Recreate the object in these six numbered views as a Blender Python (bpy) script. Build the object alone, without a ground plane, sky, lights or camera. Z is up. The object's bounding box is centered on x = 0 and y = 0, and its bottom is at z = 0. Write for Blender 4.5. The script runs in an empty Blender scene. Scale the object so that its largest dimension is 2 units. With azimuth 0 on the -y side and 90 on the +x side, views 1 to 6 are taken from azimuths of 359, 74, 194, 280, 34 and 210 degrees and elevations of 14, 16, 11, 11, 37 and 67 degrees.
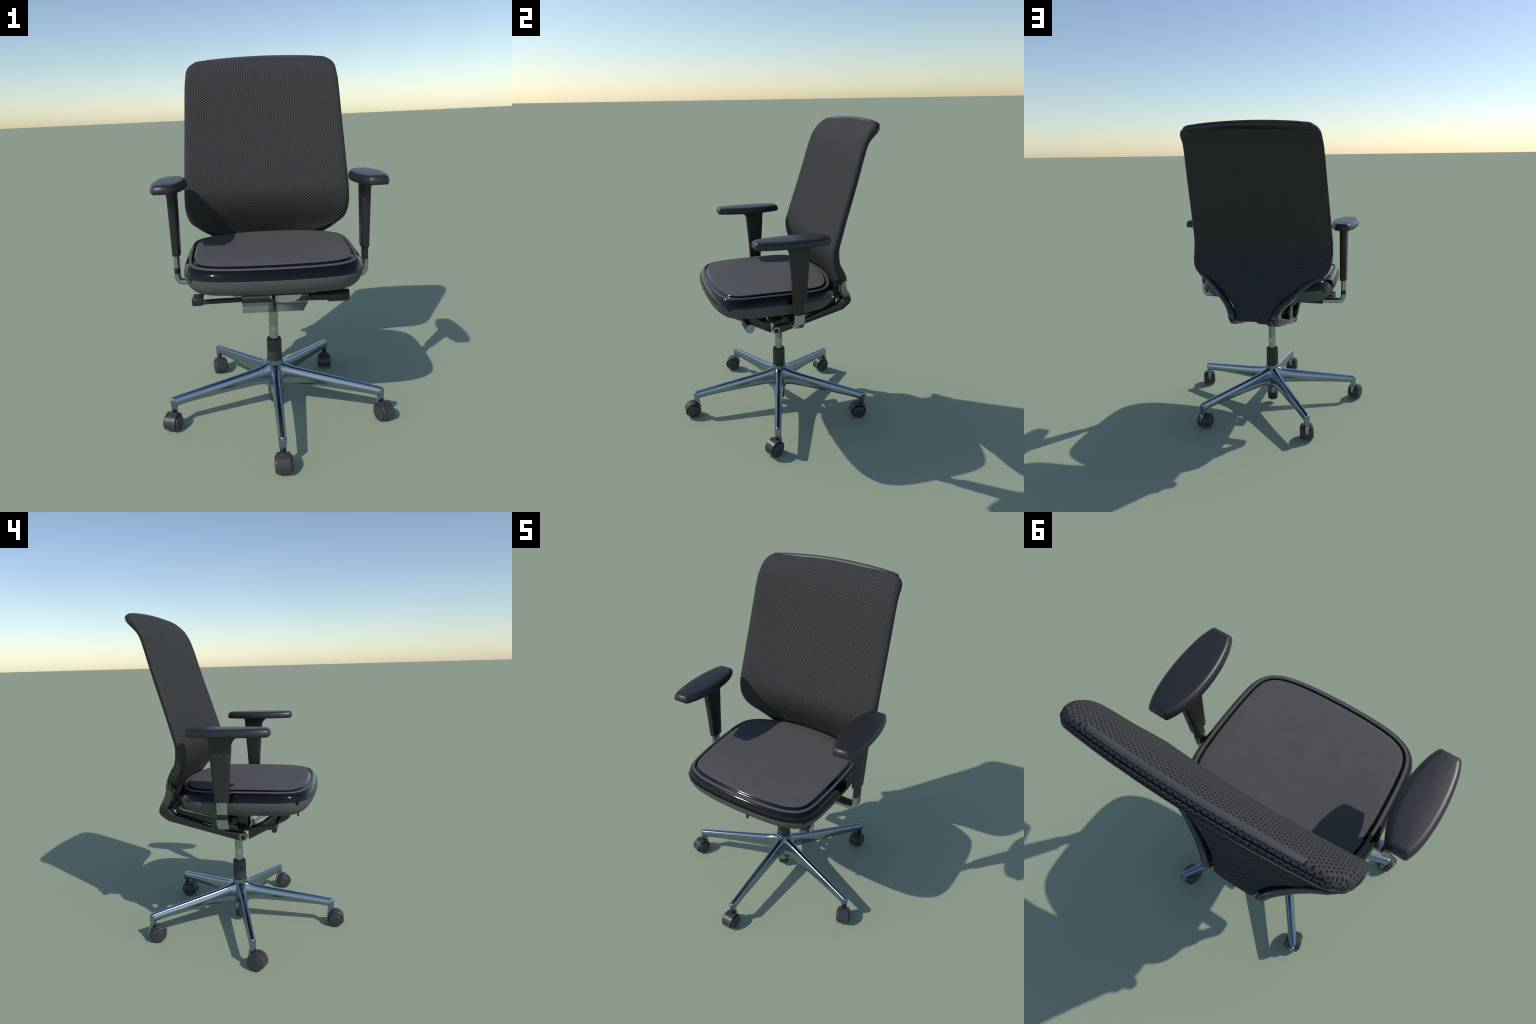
# Office swivel chair: five-star polished base on twin-wheel casters, gas column,
# tilt mechanism, padded seat, perforated-fabric backrest on curved brackets, T armrests.
import bpy, bmesh, math
import numpy as np
from mathutils import Vector, Matrix

CX, CY = -0.003, 0.070            # axis of the gas column
PI = math.pi

# ----------------------------------------------------------------- materials
def new_mat(name):
    m = bpy.data.materials.new(name); m.use_nodes = True
    nt = m.node_tree; nt.nodes.clear()
    out = nt.nodes.new('ShaderNodeOutputMaterial')
    b = nt.nodes.new('ShaderNodeBsdfPrincipled')
    nt.links.new(b.outputs[0], out.inputs[0])
    return m, nt, b

def N(nt, typ, **kw):
    n = nt.nodes.new(typ)
    for k, v in kw.items(): setattr(n, k, v)
    return n

def math_node(nt, op, a, b=None, c=None):
    n = N(nt, 'ShaderNodeMath', operation=op)
    for i, v in enumerate((a, b, c)):
        if v is None: continue
        if isinstance(v, (int, float)): n.inputs[i].default_value = v
        else: nt.links.new(v, n.inputs[i])
    return n.outputs[0]

def grainy(name, col, rough, metallic=0.0, var=0.12, scale=40.0, bump=0.0, bump_scale=300.0,
           coat=0.0, spec=0.5, rough_var=0.0):
    """Plain material: base colour broken by a soft noise, optional fine bump."""
    m, nt, b = new_mat(name)
    tc = N(nt, 'ShaderNodeTexCoord')
    nz = N(nt, 'ShaderNodeTexNoise'); nz.inputs['Scale'].default_value = scale
    nz.inputs['Detail'].default_value = 4
    nt.links.new(tc.outputs['Object'], nz.inputs['Vector'])
    cr = N(nt, 'ShaderNodeValToRGB')
    cr.color_ramp.elements[0].position = 0.3; cr.color_ramp.elements[1].position = 0.7
    cr.color_ramp.elements[0].color = tuple(c * (1 - var) for c in col) + (1,)
    cr.color_ramp.elements[1].color = tuple(c * (1 + var) for c in col) + (1,)
    nt.links.new(nz.outputs['Fac'], cr.inputs['Fac'])
    nt.links.new(cr.outputs['Color'], b.inputs['Base Color'])
    b.inputs['Roughness'].default_value = rough
    if rough_var:
        r = math_node(nt, 'MULTIPLY_ADD', nz.outputs['Fac'], rough_var, rough - rough_var * .5)
        nt.links.new(r, b.inputs['Roughness'])
    b.inputs['Metallic'].default_value = metallic
    b.inputs['Specular IOR Level'].default_value = spec
    b.inputs['Coat Weight'].default_value = coat
    if bump:
        n2 = N(nt, 'ShaderNodeTexNoise'); n2.inputs['Scale'].default_value = bump_scale
        nt.links.new(tc.outputs['Object'], n2.inputs['Vector'])
        bp = N(nt, 'ShaderNodeBump'); bp.inputs['Strength'].default_value = bump
        bp.inputs['Distance'].default_value = 0.001
        nt.links.new(n2.outputs['Fac'], bp.inputs['Height'])
        nt.links.new(bp.outputs['Normal'], b.inputs['Normal'])
    return m

def perforated_fabric(name, col, hole, px=0.0197, pz=0.0156, radius=0.0038):
    """Grey spacer fabric with staggered small round perforations."""
    m, nt, b = new_mat(name)
    tc = N(nt, 'ShaderNodeTexCoord')
    sx = N(nt, 'ShaderNodeSeparateXYZ'); nt.links.new(tc.outputs['Object'], sx.inputs[0])
    X, Y, Z = sx.outputs
    # u runs across and wraps round the side wall, v runs up the leaning surface
    lean = math_node(nt, 'MAXIMUM', math_node(nt, 'MAXIMUM', math_node(nt, 'MULTIPLY_ADD', Z, .307, -.111),
                     math_node(nt, 'MULTIPLY_ADD', Z, .82, -1.057)), math_node(nt, 'MULTIPLY_ADD', Z, -.526, .882))
    dep = math_node(nt, 'SUBTRACT', Y, lean)
    sgn = math_node(nt, 'SIGN', X)
    near = N(nt, 'ShaderNodeMapRange', interpolation_type='SMOOTHSTEP')
    nt.links.new(math_node(nt, 'ABSOLUTE', X), near.inputs['Value'])
    near.inputs['From Min'].default_value = .405; near.inputs['From Max'].default_value = .445
    dep = math_node(nt, 'MULTIPLY', dep, near.outputs['Result'])
    u = math_node(nt, 'ADD', X, math_node(nt, 'MULTIPLY', sgn, dep))
    v = math_node(nt, 'ADD', Z, math_node(nt, 'MULTIPLY', Y, 0.35))
    geo = N(nt, 'ShaderNodeNewGeometry'); sn = N(nt, 'ShaderNodeSeparateXYZ'); nt.links.new(geo.outputs['Normal'], sn.inputs[0])
    cap = math_node(nt, 'MULTIPLY', math_node(nt, 'GREATER_THAN', sn.outputs[1], .12), math_node(nt, 'MULTIPLY', math_node(nt, 'GREATER_THAN', sn.outputs[2], .12), math_node(nt, 'GREATER_THAN', Z, 1.93)))
    vcap = math_node(nt, 'MULTIPLY', math_node(nt, 'SUBTRACT', Y, Z), .72)
    v = math_node(nt, 'ADD', v, math_node(nt, 'MULTIPLY', cap, math_node(nt, 'SUBTRACT', vcap, v)))
    us = math_node(nt, 'DIVIDE', u, px); vs = math_node(nt, 'DIVIDE', v, pz)
    def lattice(off):
        fu = math_node(nt, 'SUBTRACT', math_node(nt, 'FRACT', math_node(nt, 'ADD', us, off)), 0.5)
        fv = math_node(nt, 'SUBTRACT', math_node(nt, 'FRACT', math_node(nt, 'ADD', vs, off)), 0.5)
        fu = math_node(nt, 'MULTIPLY', fu, px); fv = math_node(nt, 'MULTIPLY', fv, pz)
        return math_node(nt, 'SQRT', math_node(nt, 'ADD', math_node(nt, 'MULTIPLY', fu, fu), math_node(nt, 'MULTIPLY', fv, fv)))
    d = math_node(nt, 'MINIMUM', lattice(10.0), lattice(10.5))
    mr = N(nt, 'ShaderNodeMapRange', interpolation_type='SMOOTHSTEP')
    nt.links.new(d, mr.inputs['Value'])
    mr.inputs['From Min'].default_value = radius * .55; mr.inputs['From Max'].default_value = radius * 1.25
    nz = N(nt, 'ShaderNodeTexNoise'); nz.inputs['Scale'].default_value = 260; nz.inputs['Detail'].default_value = 3
    nt.links.new(tc.outputs['Object'], nz.inputs['Vector'])
    cr = N(nt, 'ShaderNodeValToRGB')
    cr.color_ramp.elements[0].position = .3; cr.color_ramp.elements[1].position = .7
    cr.color_ramp.elements[0].color = tuple(c * .86 for c in col) + (1,)
    cr.color_ramp.elements[1].color = tuple(c * 1.14 for c in col) + (1,)
    nt.links.new(nz.outputs['Fac'], cr.inputs['Fac'])
    mx = N(nt, 'ShaderNodeMix', data_type='RGBA')
    nt.links.new(mr.outputs['Result'], mx.inputs['Factor'])
    mx.inputs['A'].default_value = hole + (1,)
    nt.links.new(cr.outputs['Color'], mx.inputs['B'])
    nt.links.new(mx.outputs['Result'], b.inputs['Base Color'])
    b.inputs['Roughness'].default_value = 0.85
    b.inputs['Specular IOR Level'].default_value = 0.2
    bp = N(nt, 'ShaderNodeBump'); bp.inputs['Strength'].default_value = 0.35
    bp.inputs['Distance'].default_value = 0.002
    nt.links.new(mr.outputs['Result'], bp.inputs['Height'])
    nt.links.new(bp.outputs['Normal'], b.inputs['Normal'])
    return m

M_CHROME  = grainy('polished_aluminium', (.285, .345, .425), .16, 1.0, .015, 8)  # base tinted blue to paint in the sky reflection on the legs
M_STEEL   = grainy('piston_steel', (.42, .43, .41), .32, 1.0, .05, 60)
M_TUBE    = grainy('chromed_tube', (.42, .44, .45), .14, 1.0, .04, 30)
M_DARKMET = grainy('dark_polished_frame', (.022, .023, .025), .14, 0.0, .15, 20, coat=.5, rough_var=.08)
M_MECH    = grainy('mechanism_metal', (.34, .35, .33), .22, 1.0, .04, 20, rough_var=.1)
M_BLACK   = grainy('black_plastic', (.019, .019, .020), .42, 0.0, .10, 60, bump=.05)
M_SLEEVE  = grainy('column_sleeve_plastic', (.030, .031, .031), .5, 0.0, .10, 60)
M_PAD     = grainy('soft_armrest_pad', (.023, .023, .026), .38, 0.0, .08, 30, bump=.05)
M_CASTER  = grainy('caster_plastic', (.041, .040, .043), .40, 0.0, .08, 60)
M_TRIM    = grainy('gloss_black_trim', (.014, .015, .018), .12, 0.0, .10, 30)
M_CREST   = grainy('crest_vinyl', (.055, .055, .058), .50, 0.0, .06, 12)
M_VINYL   = grainy('gloss_seat_binding', (.005, .005, .006), .07, 0.0, .10, 20, spec=.32)  # near-black base and low specular darken it to the deep zenith sky it reflects
M_SEATTOP = grainy('seat_top_fabric', (.100, .099, .099), .80, 0.0, .05, 18, bump=.10, bump_scale=500, spec=.2)
M_SEATSIDE= grainy('seat_side_fabric', (.102, .102, .100), .85, 0.0, .05, 18, bump=.10, bump_scale=500, spec=.25)
M_KNOBCAP = grainy('knob_cap_silver', (.36, .36, .36), .45, 0.0, .04, 30)
M_PALE     = grainy('pale_surface', (.62, .62, .62), .35, 0.0, .03, 10)
M_FABRIC  = perforated_fabric('perforated_back_fabric', (.058, .058, .059), (.011, .011, .012))

# ----------------------------------------------------------------- mesh tools
ROOT = bpy.data.objects.new('office_chair', None)
bpy.context.collection.objects.link(ROOT)
ROOT['label'] = 'black office swivel chair with perforated back and armrests'
ROOT['category'] = 'office chair'

def make(name, verts, faces, mat, parent=ROOT, smooth=40):
    me = bpy.data.meshes.new(name)
    me.from_pydata([tuple(map(float, v)) for v in verts], [], faces)
    bm = bmesh.new(); bm.from_mesh(me)
    bmesh.ops.remove_doubles(bm, verts=bm.verts, dist=1e-6)
    bmesh.ops.recalc_face_normals(bm, faces=bm.faces)
    if smooth:
        lim = math.radians(smooth)
        for f in bm.faces: f.smooth = True
        for e in bm.edges:
            e.smooth = not (len(e.link_faces) == 2 and e.calc_face_angle(0) > lim)
    bm.to_mesh(me); bm.free()
    me.materials.append(mat)
    ob = bpy.data.objects.new(name, me)
    bpy.context.collection.objects.link(ob)
    ob.parent = parent
    return ob

def loft(rings, cap0=True, cap1=True, closed=True):
    """Faces through a list of equally long point rings."""
    V, F = [], []
    n = len(rings[0])
    for r in rings: V += [tuple(p) for p in r]
    for i in range(len(rings) - 1):
        for j in range(n if closed else n - 1):
            a, b = i * n + j, i * n + (j + 1) % n
            F.append((a, b, b + n, a + n))
    for do, i, flip in ((cap0, 0, True), (cap1, len(rings) - 1, False)):
        if not do: continue
        c = np.mean(np.array(rings[i], float), axis=0); m = len(V); V.append(tuple(c))
        for j in range(n):
            a, b = i * n + j, i * n + (j + 1) % n
            F.append((b, a, m) if flip else (a, b, m))
    return V, F

def merge(*parts):
    V, F = [], []
    for v, f in parts:
        k = len(V); V += list(v); F += [tuple(i + k for i in q) for q in f]
    return V, F

def lathe(profile, n=40, axis='z', centre=(0, 0, 0)):
    """Revolve (radius, height) pairs."""
    rings = []
    for r, h in profile:
        ring = []
        for k in range(n):
            a = 2 * PI * k / n
            p = (r * math.cos(a), r * math.sin(a), h)
            if axis == 'x': p = (p[2], p[0], p[1])
            if axis == 'y': p = (p[0], p[2], p[1])
            ring.append((p[0] + centre[0], p[1] + centre[1], p[2] + centre[2]))
        rings.append(ring)
    return loft(rings)

def catmull(pts, per=8):
    P = np.array(pts, float)
    P = np.vstack([2 * P[0] - P[1], P, 2 * P[-1] - P[-2]])
    out = []
    for i in range(1, len(P) - 2):
        p0, p1, p2, p3 = P[i - 1:i + 3]
        for k in range(per):
            t = k / per
            out.append(.5 * ((2 * p1) + (-p0 + p2) * t + (2 * p0 - 5 * p1 + 4 * p2 - p3) * t * t + (-p0 + 3 * p1 - 3 * p2 + p3) * t ** 3))
    out.append(P[-2])
    return np.array(out)

def rrect(a, b, r, k=5):
    """Rounded rectangle outline, half sizes a, b."""
    r = min(r, a * .999, b * .999); pts = []
    for cx, cy, s in ((a - r, b - r, 0), (-a + r, b - r, 1), (-a + r, -b + r, 2), (a - r, -b + r, 3)):
        for i in range(k + 1):
            t = (s + i / k) * PI / 2
            pts.append((cx + r * math.cos(t), cy + r * math.sin(t)))
    return pts

def sweep(path, sizes, side, corner=.5, k=5):
    """Rounded-rectangle section along a path. sizes: (half across 'side', half other)."""
    path = np.array(path, float); n = len(path); rings = []
    side = np.array(side, float)
    for i in range(n):
        t = path[min(i + 1, n - 1)] - path[max(i - 1, 0)]; t /= np.linalg.norm(t)
        s = side[i] if side.ndim == 2 else side
        s = s - t * (s @ t); s /= np.linalg.norm(s)
        o = np.cross(t, s)
        a, b = sizes[i] if np.ndim(sizes) == 2 else sizes
        rings.append([path[i] + s * p + o * q for p, q in rrect(a, b, corner * min(a, b), k)])
    return loft(rings)

def box(c, h, r=.004, seg=2):
    bm = bmesh.new(); bmesh.ops.create_cube(bm, size=2)
    for v in bm.verts: v.co = Vector((v.co.x * h[0], v.co.y * h[1], v.co.z * h[2]))
    if r: bmesh.ops.bevel(bm, geom=bm.edges[:], offset=r, segments=seg, profile=.5, affect='EDGES')
    bm.verts.index_update()
    V = [(v.co.x + c[0], v.co.y + c[1], v.co.z + c[2]) for v in bm.verts]
    F = [tuple(v.index for v in f.verts) for f in bm.faces]
    bm.free(); return V, F

def prism_x(poly, x0, x1, r=.004):
    """Polygon in (y, z) extruded along x, edges bevelled."""
    bm = bmesh.new()
    a = [bm.verts.new((x0, y, z)) for y, z in poly]; b = [bm.verts.new((x1, y, z)) for y, z in poly]
    n = len(poly)
    bm.faces.new(a); bm.faces.new(b[::-1])
    for i in range(n): bm.faces.new((a[i], b[i], b[(i + 1) % n], a[(i + 1) % n]))
    bmesh.ops.recalc_face_normals(bm, faces=bm.faces)
    if r: bmesh.ops.bevel(bm, geom=bm.edges[:], offset=r, segments=2, profile=.5, affect='EDGES', clamp_overlap=True)
    bm.verts.index_update()
    V = [tuple(v.co) for v in bm.verts]; F = [tuple(v.index for v in f.verts) for f in bm.faces]
    bm.free(); return V, F

def mirror(vf):
    V, F = vf
    return [(-x, y, z) for x, y, z in V], [tuple(reversed(f)) for f in F]

def xf(vf, M):
    V, F = vf
    return [tuple(M @ Vector(v)) for v in V], F

# ----------------------------------------------------------------- star base
def base_leg_shape():
    # radius, top z, bottom z, half width
    T = np.array([(.020, .276, .126, .044), (.040, .272, .130, .041), (.052, .267, .138, .0365), (.066, .2615, .146, .0325), (.085, .256, .1515, .0300),
                  (.115, .248, .1535, .0282), (.20, .2335, .1520, .0262), (.30, .219, .149, .0245), (.40, .2045, .144, .0228),
                  (.50, .190, .138, .0212), (.555, .1818, .133, .0204), (.600, .1750, .128, .0200)])
    T = catmull(T, 5)
    rows = [tuple(t) for t in T]
    for a in (15, 30, 45, 60, 72, 82, 88):            # rounded nose
        s, c = math.sin(math.radians(a)), math.cos(math.radians(a))
        rows.append((.600 + .0190 * s, .1750 - .012 * (1 - c), .128 + .003 * (1 - c), max(.0200 * c, .0006)))
    rings = []
    # teardrop section: (share of half width, share of height), narrow ridge above a full belly
    drop = catmull([(0, 0), (.46, .025), (.80, .11), (.96, .24), (1, .36), (.965, .50), (.885, .64), (.775, .78), (.64, .90), (.42, .975), (0, 1)], 3)
    drop = [tuple(p) for p in drop] + [(-p[0], p[1]) for p in drop[-2:0:-1]]
    for r, zt, zb, w in rows:
        rings.append([(r, w * 1.05 * u, zb - .001 + (zt - zb + .005) * v) for u, v in drop])
    body = loft(rings)
    foot = []
    for z, rx, ry in ((.165, .0188, .0196), (.140, .0186, .0198), (.118, .0178, .0192), (.104, .0170, .0180), (.099, .0160, .0165), (.097, .013, .013)):
        foot.append([(.601 + rx * math.cos(a), ry * math.sin(a), z) for a in np.linspace(0, 2 * PI, 28, endpoint=False)])
    fil = []
    for t in np.linspace(0, 1, 8):                     # fillet between leg underside and foot
        rr = .0178 + .026 * (1 - math.sin(t * PI / 2)); z = .140 - .030 * (1 - math.cos(t * PI / 2))
        fil.append([(.601 - (rr if math.cos(a) > 0 else .0165) * math.cos(a), .0185 * math.sin(a), z) for a in np.linspace(0, 2 * PI, 28, endpoint=False)])
    return merge(body, loft(foot), loft(fil))

leg_mesh = None
for i in range(5):
    a = math.radians(-90 + 72 * i)
    if leg_mesh is None:
        V, F = base_leg_shape()
        ob = make('base_leg', V, F, M_CHROME, smooth=50); leg_mesh = ob.data
    else:
        ob = bpy.data.objects.new('base_leg', leg_mesh); bpy.context.collection.objects.link(ob); ob.parent = ROOT
    ob.location = (CX, CY, 0); ob.rotation_euler = (0, 0, a)

V, F = lathe([(.040, .297), (.0455, .2985), (.0480, .296), (.0485, .288), (.0485, .262), (.050, .240), (.051, .17), (.0505, .135),
              (.0475, .118), (.0455, .092), (.0440, .086), (.038, .084), (.030, .084)], 48, 'z', (CX, CY, 0))
make('base_hub', V, F, M_CHROME)
V, F = lathe([(.030, .10), (.0365, .10), (.0365, .040), (.0345, .032), (.029, .029), (.010, .029)], 40, 'z', (CX, CY, 0))
make('column_foot', V, F, M_SLEEVE)
V, F = lathe([(.036, .285), (.0425, .285), (.0420, .414), (.0395, .4225), (.034, .4240), (.0335, .419), (.027, .418)], 40, 'z', (CX, CY, 0))
make('column_sleeve', V, F, M_SLEEVE)
V, F = lathe([(.0255, .40), (.0255, .499), (.0252, .500), (.0252, .502), (.0255, .503), (.0255, .60), (.022, .66), (.010, .66)], 40, 'z', (CX, CY, 0))
make('gas_piston', V, F, M_STEEL)

# ----------------------------------------------------------------- casters
# hood points along local -y (trailing), stem at the origin
OFF = .029
def caster_hood():
    rings = []
    R, zc = .0525, .0470
    a0, a1 = math.radians(-28), math.radians(205)      # arc: front lower lip over the top to the back lip
    prof = []
    for t in np.linspace(a0, a1, 34):
        prof.append((-OFF - R * math.cos(t), zc + R * math.sin(t)))
    for t in np.linspace(a1, a0, 34):
        prof.append((-OFF - (R - .005) * math.cos(t), zc + (R - .005) * math.sin(t)))
    W = .0335
    for x, ins in ((-W, .003), (-W + .003, 0), (W - .003, 0), (W, .003)):
        ring = []
        for i, (y, z) in enumerate(prof):
            k = 1 - ins / R if i < 34 else 1
            ring.append((x, -OFF + (y + OFF) * k, zc + (z - zc) * k))
        rings.append(ring)
    shell = loft(rings)
    core = lathe([(.02, -.031), (.030, -.031), (.030, .031), (.02, .031)], 30, 'x', (0, -OFF, .056))
    return merge(shell, core)

def caster_wheel():
    return lathe([(.010, .0215), (.034, .0225), (.0405, .0245), (.0435, .029), (.0440, .034), (.0425, .0395), (.038, .0425), (.028, .0440), (.012, .0448), (.003, .0450)], 36, 'x', (0, -OFF, .0440))

HOOD_DIR = {0: -90, 1: -66, 2: -98, 3: -76, 4: -108}
hood_me = wheel_me = wheel2_me = stem_me = plate_me = None
for i in range(5):
    a = math.radians(-90 + 72 * i)
    loc = Vector((CX + .602 * math.cos(a), CY + .602 * math.sin(a), 0))
    rot = math.radians(HOOD_DIR[i] + 90)
    if hood_me is None:
        hood = make('caster', *caster_hood(), M_CASTER, smooth=22); hood_me = hood.data
        w1 = make('wheel', *caster_wheel(), M_CASTER, hood); wheel_me = w1.data
        w2 = make('wheel', *mirror(caster_wheel()), M_CASTER, hood); wheel2_me = w2.data
        st = make('swivel_stem', *lathe([(.012, .112), (.0115, .102), (.0125, .095), (.015, .086), (.010, .080)], 24), M_CASTER, hood); stem_me = st.data
        pv = [(x, y, z) for x, y, z in box((0, .016, .078), (.0125, .0075, .024), .003)[0]]
        pv = [(x * (1 if z > .08 else .55), y + (.006 if z < .08 else 0), z) for x, y, z in pv]
        pl = make('fork_plate', pv, box((0, 0, 0), (.0125, .006, .028), .003)[1], M_STEEL, hood); plate_me = pl.data
    else:
        hood = bpy.data.objects.new('caster', hood_me); bpy.context.collection.objects.link(hood); hood.parent = ROOT
        for nm, me in (('wheel', wheel_me), ('wheel', wheel2_me), ('swivel_stem', stem_me), ('fork_plate', plate_me)):
            o = bpy.data.objects.new(nm, me); bpy.context.collection.objects.link(o); o.parent = hood
    hood.location = loc; hood.rotation_euler = (0, 0, rot)

# ----------------------------------------------------------------- seat
OUT = [(0, -.446), (.12, -.443), (.22, -.435), (.305, -.419), (.372, -.388), (.414, -.343), (.438, -.280), (.449, -.18), (.455, -.05),
       (.457, .06), (.452, .165), (.432, .245), (.388, .302), (.31, .350), (.21, .383), (.11, .401), (0, .407)]
half = catmull(OUT, 6)
outline = np.vstack([half, np.column_stack([-half[-2:0:-1, 0], half[-2:0:-1, 1]])])
def inset(d):
    t = np.roll(outline, -1, 0) - np.roll(outline, 1, 0)
    t /= np.linalg.norm(t, axis=1)[:, None]
    return outline + np.column_stack([-t[:, 1], t[:, 0]]) * d
def seat_dz(x, y, z):
    # the cushion nose rolls down slightly at the very front, sides swell a little at the back
    k = max(0.0, min(1.0, (z - .915) / .07))
    f = max(0.0, min(1.0, (-y - .05) / .38))
    e = max(0.0, 1 - (x / .36) ** 2) * max(0.0, 1 - ((y + .02) / .34) ** 2)
    return k * (-.001 - .010 * f * f) - (.007 * e if z > .985 else 0.0)
def seat_rings(prof):
    return [[(x, y, z + seat_dz(x, y, z)) for x, y in inset(d)] for d, z in prof]
def smooth_prof(p, per=4): return [tuple(q) for q in catmull(p, per)]

V, F = loft(seat_rings(smooth_prof([(.155, .831), (.105, .831), (.070, .834), (.043, .845), (.020, .868), (.007, .893), (.0010, .914), (.0005, .924)])), True, True)
make('seat_side', V, F, M_SEATSIDE, smooth=60)
V, F = loft(seat_rings(smooth_prof([(.003, .9225), (.0004, .9240), (.0040, .9370), (.0090, .9510), (.0165, .9640), (.0255, .9738), (.034, .9792), (.038, .978)])), True, True)
make('seat_binding', V, F, M_VINYL, smooth=60)
V, F = loft(seat_rings(smooth_prof([(.0290, .975), (.0295, .9795), (.0325, .9828), (.0400, .9835), (.0440, .9815), (.045, .975)])), True, True)
make('seat_piping', V, F, M_SEATTOP, smooth=60)
V, F = loft(seat_rings(smooth_prof([(.038, .9755), (.046, .9770), (.0520, .9815), (.0585, .9885), (.0640, .9885), (.0660, .960)])), True, True)
make('seat_groove', V, F, M_VINYL, smooth=60)
pr = (seat_rings(smooth_prof([(.0605, .982), (.0600, .9885), (.0625, .9915), (.070, .9928), (.088, .9935), (.11, .994)], 3)))
for k in (.85, .7, .55, .4, .25, .1):
    pr.append([(x * k, y * k, .994 + seat_dz(x * k, y * k, .994)) for x, y in inset(.11)])
V, F = loft(pr)
make('seat_panel', V, F, M_SEATTOP, smooth=60)

# dark glossy wedges where the binding meets the side at the four corners
SIDE = np.array([(.026, .866), (.009, .893), (.0012, .914), (.0005, .924)])
for cx, cy in ((.398, -.362), (-.398, -.362), (.412, .274), (-.412, .274)):
    i0 = int(np.argmin(((outline - (cx, cy)) ** 2).sum(1)))
    rr = []
    for z in np.linspace(.886, .9232, 7):
        d = float(np.interp(z, SIDE[:, 1], SIDE[:, 0])); w = .0012 + .016 * ((z - .886) / .037) ** 2.2
        o = inset(d - .0016); q = inset(d + .004); c = o[i0]; t = o[(i0 + 1) % len(o)] - o[i0 - 1]; t /= np.linalg.norm(t)
        n = (q[i0] - c) / np.linalg.norm(q[i0] - c)
        rr.append([(*(c - t * w + n * w * w * 4), z), (*c, z), (*(c + t * w + n * w * w * 4), z), (*(q[i0] + t * w), z), (*q[i0], z), (*(q[i0] - t * w), z)])
    make('corner_dark_wedge', *loft(rr), M_VINYL, smooth=60)

# ----------------------------------------------------------------- backrest
# control rows: front y, front z, rear y, rear z (at the side edges), hollow in plan, lift of the middle
ROWS = [(.478, .762, .510, .762, .004, 0), (.462, .80, .497, .80, .006, 0), (.440, .85, .474, .85, .010, 0), (.400, .92, .434, .925, .028, 0),
        (.363, .98, .414, .985, .038, 0), (.326, 1.04, .386, 1.04, .040, 0), (.294, 1.10, .352, 1.10, .037, 0), (.277, 1.15, .324, 1.15, .032, 0),
        (.270, 1.20, .316, 1.20, .025, 0), (.273, 1.25, .318, 1.25, .022, 0), (.294, 1.32, .337, 1.32, .020, 0), (.325, 1.42, .365, 1.42, .018, 0),
        (.366, 1.55, .405, 1.55, .018, 0), (.402, 1.67, .441, 1.67, .018, 0), (.434, 1.78, .472, 1.78, .018, .001), (.456, 1.845, .492, 1.84, .018, .004),
        (.474, 1.885, .510, 1.87, .020, .010), (.498, 1.922, .538, 1.898, .022, .014), (.528, 1.952, .566, 1.924, .022, .019), (.557, 1.977, .588, 1.947, .020, .0205)]
rows = catmull(ROWS, 10)
WID = [(.750, .112), (.770, .114), (.805, .129), (.851, .151), (.88, .182), (.935, .242), (.965, .282), (.988, .322), (1.005, .362), (1.016, .398), (1.028, .424),
       (1.05, .449), (1.08, .465), (1.12, .474), (1.17, .4765), (1.25, .474), (1.35, .469), (1.5, .462), (1.65, .455), (1.78, .449), (1.85, .445), (1.89, .441),
       (1.91, .4395), (1.925, .437), (1.938, .431), (1.950, .421), (1.958, .408), (1.966, .390)]
WID = np.array(WID)
def width(z): return float(np.interp(z, WID[:, 0], WID[:, 1]))

def back_section(row, W, squeeze=1.0, n_flat=30, n_end=9, rx=.034):
    fy, fz, ry, rz, hol, lift = row
    zm = (fz + rz) / 2
    rear = float(np.interp(zm, [.75, .80, .88, 1.0, 1.1, 1.2, 1.35, 1.48, 1.6, 1.8, 1.9, 1.93, 1.96], [.030, .024, .002, -.016, -.020, -.004, .008, .018, .020, .013, .002, .003, .004]))
    M = np.array([(fy + ry) / 2, (fz + rz) / 2]); H = np.array([fy - ry, fz - rz]) / 2 * squeeze
    rx = min(rx, W * .3)
    pts = []
    for x in np.linspace(-W + rx, W - rx, n_flat): pts.append((x, 1.0))
    for a in np.linspace(0, PI, n_end + 2)[1:-1]: pts.append((W - rx + rx * math.sin(a) ** (1.0 if a < PI / 2 else .55), math.cos(a)))
    for x in np.linspace(W - rx, -W + rx, n_flat): pts.append((x, -1.0))
    for a in np.linspace(0, PI, n_end + 2)[1:-1]: pts.append((-W + rx - rx * math.sin(a) ** (1.0 if a > PI / 2 else .55), -math.cos(a)))
    out = []
    for x, t in pts:
        k = 1 - (x / max(W, .3)) ** 2 if W > .3 else 1 - (x / .45) ** 2
        yz = M + H * t
        out.append((x, yz[0] + (hol + rear * (1 - t) / 2) * k, yz[1] + lift * k))
    return out
rings = []
for r in rows:
    rings.append(back_section(r, width((r[1] + r[3]) / 2)))
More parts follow.
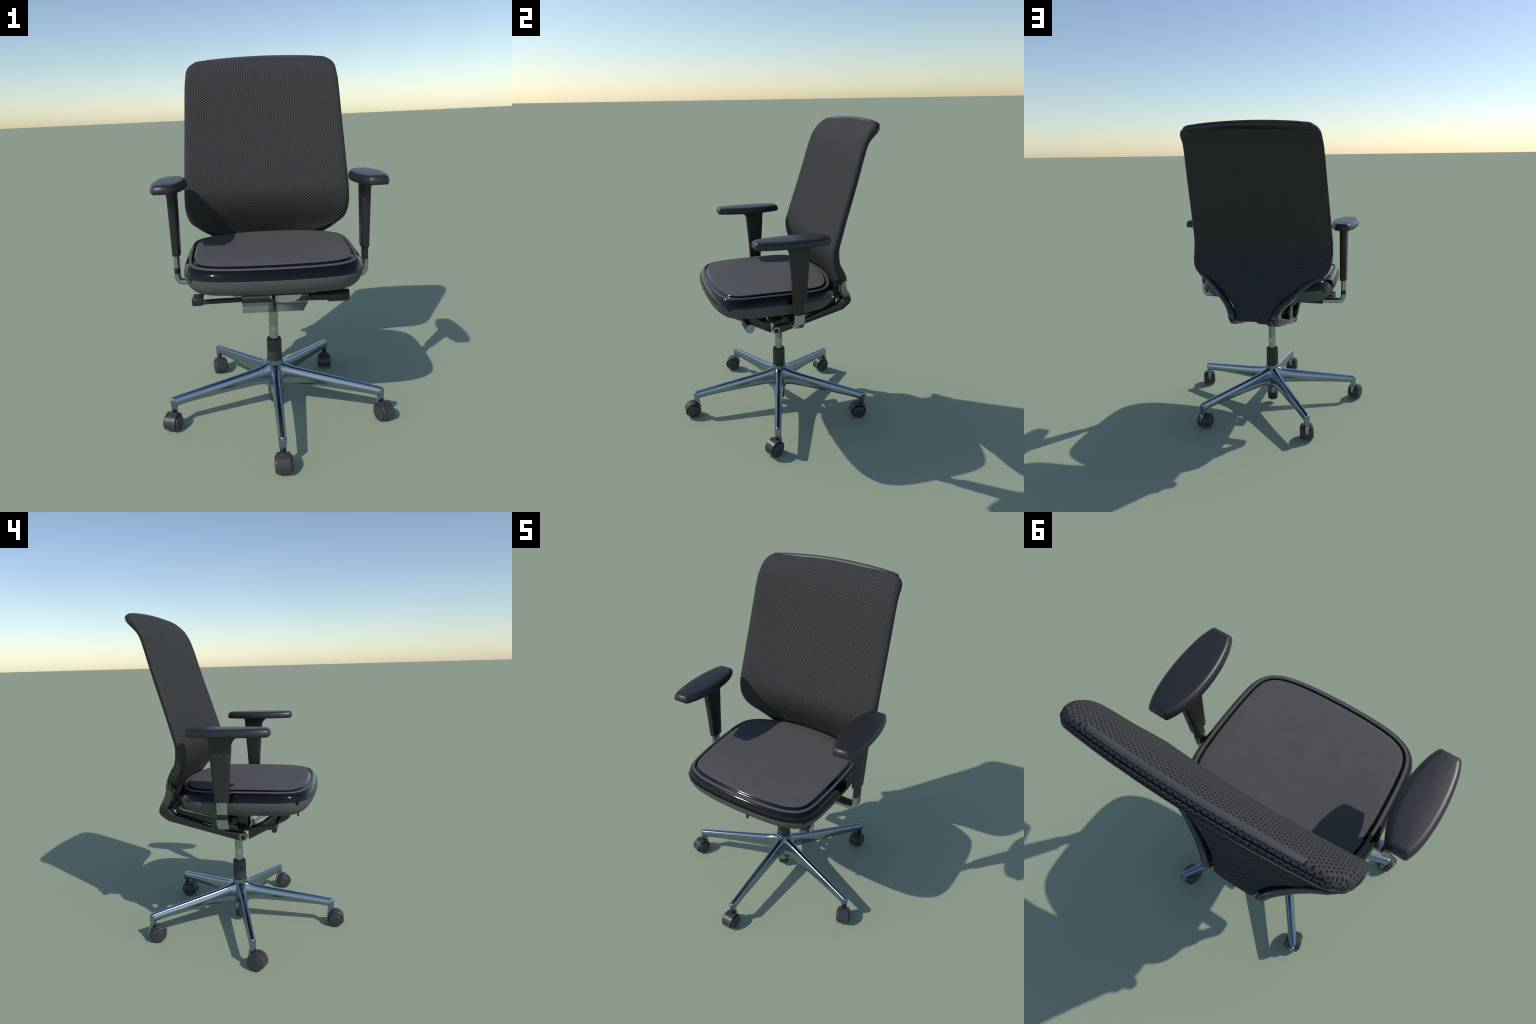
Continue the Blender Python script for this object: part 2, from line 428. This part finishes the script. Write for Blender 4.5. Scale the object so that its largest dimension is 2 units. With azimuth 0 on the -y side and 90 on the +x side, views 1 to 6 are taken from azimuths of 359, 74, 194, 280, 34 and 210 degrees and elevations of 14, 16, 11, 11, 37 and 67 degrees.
# rounded crest
last = rows[-1]; d = np.array([last[0] + last[2] - rows[-4][0] - rows[-4][2], last[1] + last[3] - rows[-4][1] - rows[-4][3]]); d /= np.linalg.norm(d)
for a in (25, 50, 70, 85):
    s, c = math.sin(math.radians(a)), math.cos(math.radians(a))
    r = last.copy(); r[[0, 2]] += d[0] * .012 * s; r[[1, 3]] += d[1] * .012 * s
    rings.append(back_section(r, width((last[1] + last[3]) / 2) - .012 * (1 - c), max(c, .12)))
V, F = loft(rings)
make('backrest', V, F, M_FABRIC, smooth=70)
back = bpy.data.objects['backrest']

# trims follow the upholstery surface: a shell lifted off a strip of the section rings
G = np.array(rings)                                   # rows x around x 3
GN = np.cross(np.roll(G, -1, 1) - np.roll(G, 1, 1), np.gradient(G, axis=0))
GN /= np.maximum(np.linalg.norm(GN, axis=2)[:, :, None], 1e-9)
cen = G.mean(axis=1, keepdims=True)
if ((G - cen) * GN).sum() < 0: GN = -GN
def strip(rows_i, cols_i, up=.0018, down=.004):
    P = G[np.ix_(rows_i, cols_i)]; Q = GN[np.ix_(rows_i, cols_i)]
    taper = np.ones(len(cols_i)); 
    o = P + Q * up; i = P - Q * down
    rr = [list(o[k]) + list(i[k][::-1]) for k in range(len(rows_i))]
    return loft(rr)
NF, NE = 30, 9
nrow = len(rows)
right_end = list(range(NF, NF + NE)); left_end = list(range(2 * NF + NE, 2 * NF + 2 * NE))
side_rows = list(range(62, nrow - 4))
for cols in ([NF + 5, NF + 6, NF + 7], [2 * NF + NE + 1, 2 * NF + NE + 2, 2 * NF + NE + 3]):
    make('edge_trim', *strip(side_rows, cols), M_TRIM, back, smooth=60)
# lip of the rear top edge and the gloss strip along the crest
make('top_trim', *strip(list(range(nrow - 8, nrow + 2)), list(range(NF + 5, 2 * NF + NE + 4))), M_TRIM, back, smooth=60)
make('crest_strip', *strip([nrow - 3, nrow - 2, nrow - 1, nrow, nrow + 1], list(range(2, NF - 2)), .0012), M_CREST, back, smooth=60)

# ----------------------------------------------------------------- back brackets and levers
for sgn in (1, -1):
    path = catmull([(.412, .376, 1.026), (.36, .392, 1.000), (.305, .412, .962), (.238, .445, .903), (.178, .485, .848), (.150, .512, .806), (.140, .520, .776), (.138, .490, .745)], 6)
    n = len(path); tt = np.linspace(0, 1, n)
    sizes = np.column_stack([np.interp(tt, [0, .1, .6, .85, 1], [.012, .024, .029, .029, .024]), np.interp(tt, [0, .1, .5, .85, 1], [.008, .013, .018, .021, .020])])
    vf = sweep(path, sizes, (0, 1, .25), .7)
    vf = vf if sgn > 0 else mirror(vf)
    make('back_bracket', *vf, M_DARKMET, smooth=50)
    # lever: lower bar, inner web and upper rib from the knee to the pivot
    bar = prism_x([(.010, .606), (.030, .606), (.490, .722), (.546, .788), (.520, .815), (.470, .800), (.440, .762), (.225, .692), (.10, .664), (.010, .658), (-.012, .645), (-.014, .620)], .122, .164, .005)
    web = prism_x([(.03, .64), (.44, .755), (.45, .815), (.40, .785), (.20, .735), (.05, .69)], .120, .130, .002)
    rib = sweep([(.128, .458, .822), (.128, .44, .796), (.128, .40, .778), (.128, .18, .728)], (.010, .006), (1, 0, 0), .5)
    boss = prism_x([(.120, .660), (.205, .682), (.205, .752), (.175, .778), (.125, .775)], .121, .167, .006)
    vf = merge(bar, web, rib, boss); vf = vf if sgn > 0 else mirror(vf)
    lev = make('tilt_lever', *vf, M_DARKMET, smooth=35)
    ring = lathe([(.012, .150), (.0255, .150), (.0265, .163), (.0255, .169), (.0165, .1695), (.0160, .1665), (.004, .1665)], 36, 'x', (0, .004, .631))
    ring = ring if sgn > 0 else mirror(ring)
    make('pivot_ring', *ring, M_TUBE, lev)
    bolt = lathe([(.015, .160), (.0152, .1680), (.013, .1695), (.003, .1695)], 24, 'x', (0, .004, .631))
    bolt = bolt if sgn > 0 else mirror(bolt)
    make('pivot_bolt', *bolt, M_BLACK, lev)

# ----------------------------------------------------------------- tilt mechanism
wedge = prism_x([(-.029, .621), (-.029, .674), (-.10, .712), (-.19, .775), (-.215, .803), (-.286, .803), (-.290, .770), (-.264, .749)], -.166, .166, .004)
mech = make('tilt_mechanism', *wedge, M_DARKMET, smooth=30)
make('mechanism_cover', *prism_x([(-.031, .6165), (-.031, .6205), (-.262, .7485), (-.286, .768), (-.289, .7655), (-.265, .744)], -.163, .163, .0015), M_MECH, mech, smooth=30)
core = merge(box((0, .10, .715), (.072, .115, .075), .01), box((0, .10, .648), (.07, .085, .022), .012))
make('mechanism_core', *core, M_DARKMET, mech, smooth=30)
make('seat_plate', *box((0, -.01, .808), (.205, .265, .012), .004), M_DARKMET, mech, smooth=30)
V, F = lathe([(.03, .590), (.040, .592), (.044, .600), (.044, .66), (.03, .66)], 32, 'z', (CX, CY, 0))
make('column_socket', V, F, M_DARKMET, mech)
# pale bright dial at the front
half_disc = lathe([(.004, -.296), (.075, -.296), (.080, -.291), (.080, -.27), (.004, -.27)], 40, 'y', (.052, 0, .800))
dv = [(x, y, min(z, .800) if z > .800 else .800 + (z - .800) * .50) for x, y, z in half_disc[0]]
make('pale_half_disc', dv, half_disc[1], M_PALE, mech)
tabp = [(-.008, -.285, .795), (-.008, -.312, .793), (-.007, -.320, .782), (-.006, -.322, .760), (-.005, -.323, .731)]
make('release_tab', *sweep(catmull(tabp, 4), (.0075, .006), (1, 0, 0), .9), M_BLACK, mech)
# height lever on one side, tension knob on the other
rod = sweep([(-.15, -.225, .764), (-.30, -.226, .762), (-.345, -.227, .761), (-.385, -.228, .760)], (.0115, .0115), (0, 1, 0), .6)
padd = merge(box((-.388, -.190, .770), (.027, .048, .009), .005), box((-.388, -.228, .765), (.029, .014, .021), .009, 3))
hl = make('height_lever', *merge(rod, padd), M_BLACK, mech, smooth=40)
knob = lathe([(.010, .15), (.0205, .15), (.0225, .262), (.0255, .268), (.0295, .270), (.0305, .276), (.0310, .362), (.0290, .3735), (.004, .3745)], 40, 'x', (0, -.226, .764))
kn = make('tension_knob', *knob, M_BLACK, mech, smooth=40)
make('knob_cap', *lathe([(.004, .368), (.0285, .368), (.0285, .3752), (.026, .3765), (.004, .3768)], 40, 'x', (0, -.226, .764)), M_KNOBCAP, kn)

# ----------------------------------------------------------------- armrests
def pad_shape():
    # plan: truncated lens; y, inner x, outer x
    P = np.array([(0, .0015, .0015)]) + np.array([(-.233, .478, .560), (-.222, .468, .569), (-.17, .447, .585), (-.09, .430, .596), (0, .4235, .600), (.09, .430, .595), (.165, .449, .583), (.213, .470, .566), (.224, .479, .557)])
    inner = catmull(np.column_stack([P[:, 1], P[:, 0]]), 5); outer = catmull(np.column_stack([P[:, 2], P[:, 0]]), 5)
    ol = np.vstack([outer, inner[::-1]])
    c = np.array([.512, -.004])
    t = np.roll(ol, -1, 0) - np.roll(ol, 1, 0); t /= np.linalg.norm(t, axis=1)[:, None]
    nrm = np.column_stack([-t[:, 1], t[:, 0]])
    if ((c - ol) * nrm).sum() < 0: nrm = -nrm
    # (inset, z)
    prof = [(.030, 1.309), (.012, 1.3085), (.006, 1.3095), (.0015, 1.314), (0, 1.322), (.0015, 1.335), (.007, 1.3465), (.014, 1.3520), (.022, 1.3540), (.030, 1.3548)]
    return loft([[(c[0] + (p[0] - c[0]) * (1 - d / .088), c[1] + (p[1] - c[1]) * (1 - d / .228), z) for p in ol] for d, z in prof])

for sgn in (1, -1):
    fl = (lambda vf: vf) if sgn > 0 else mirror
    # post sleeve, blade-like, flaring under the pad
    S = [(.945, .006, .085, .0212), (.962, .004, .087, .0216), (1.05, -.001, .092, .0222), (1.15, -.009, .099, .0226), (1.218, -.0155, .1040, .0230), (1.2215, -.0150, .1035, .0225), (1.226, -.0160, .1045, .0230),
         (1.262, -.018, .1055, .0232), (1.280, -.025, .1065, .0245), (1.293, -.038, .1075, .0280), (1.303, -.050, .1085, .0335), (1.312, -.054, .1090, .0355)]
    rings = []
    for z, y0, y1, hx in S:
        rings.append([(.511 + p, (y0 + y1) / 2 + q, z) for p, q in rrect(hx, (y1 - y0) / 2, hx * .62, 6)])
    post = make('armrest', *fl(loft(rings)), M_BLACK, smooth=30)
    make('arm_pad', *fl(pad_shape()), M_PAD, post, smooth=60)
    btn = box((.5328, .050, 1.196), (.0025, .018, .0105), .0015)
    make('height_button', *fl(btn), M_BLACK, post, smooth=30)
    scr = lathe([(.002, .5330), (.0075, .5330), (.0075, .5365), (.002, .5365)], 20, 'x', (0, .084, 1.284))
    make('screw_cap', *fl(scr), M_TRIM, post)
    # chromed tube running down, then bending inward under the seat
    tp = catmull([(.513, .045, .965), (.513, .045, .90), (.513, .045, .83), (.511, .045, .820), (.503, .045, .805), (.486, .045, .797), (.42, .045, .795), (.34, .045, .795)], 6)
    zs = .878 if sgn > 0 else .846
    lower = np.array([p for p in tp if p[2] < zs]); lower = np.vstack([[(.513, .045, zs)], lower])
    make('arm_tube', *fl(sweep(lower, (.0330, .0165), (0, 1, 0), .85, 6)), M_TUBE, post, smooth=60)
    make('arm_slide', *fl(sweep([(.513, .045, .97), (.513, .045, .92), (.513, .045, zs - .004)], (.0315, .0152), (0, 1, 0), .85, 6)), M_BLACK if sgn > 0 else M_STEEL, post, smooth=60)
    if sgn < 0:
        make('slide_collar', *fl(sweep([(.513, .045, .876), (.513, .045, .860), (.513, .045, .845)], (.0325, .0161), (0, 1, 0), .85, 6)), M_TRIM, post, smooth=60)
    make('arm_clamp', *fl(box((.275, .045, .795), (.098, .044, .020), .004)), M_BLACK, post, smooth=30)

# the upper works share the column axis
for o in ROOT.children:
    if o.name.split('.')[0] not in ('base_leg', 'base_hub', 'column_foot', 'column_sleeve', 'gas_piston', 'caster'):
        o.location.x += -.0035
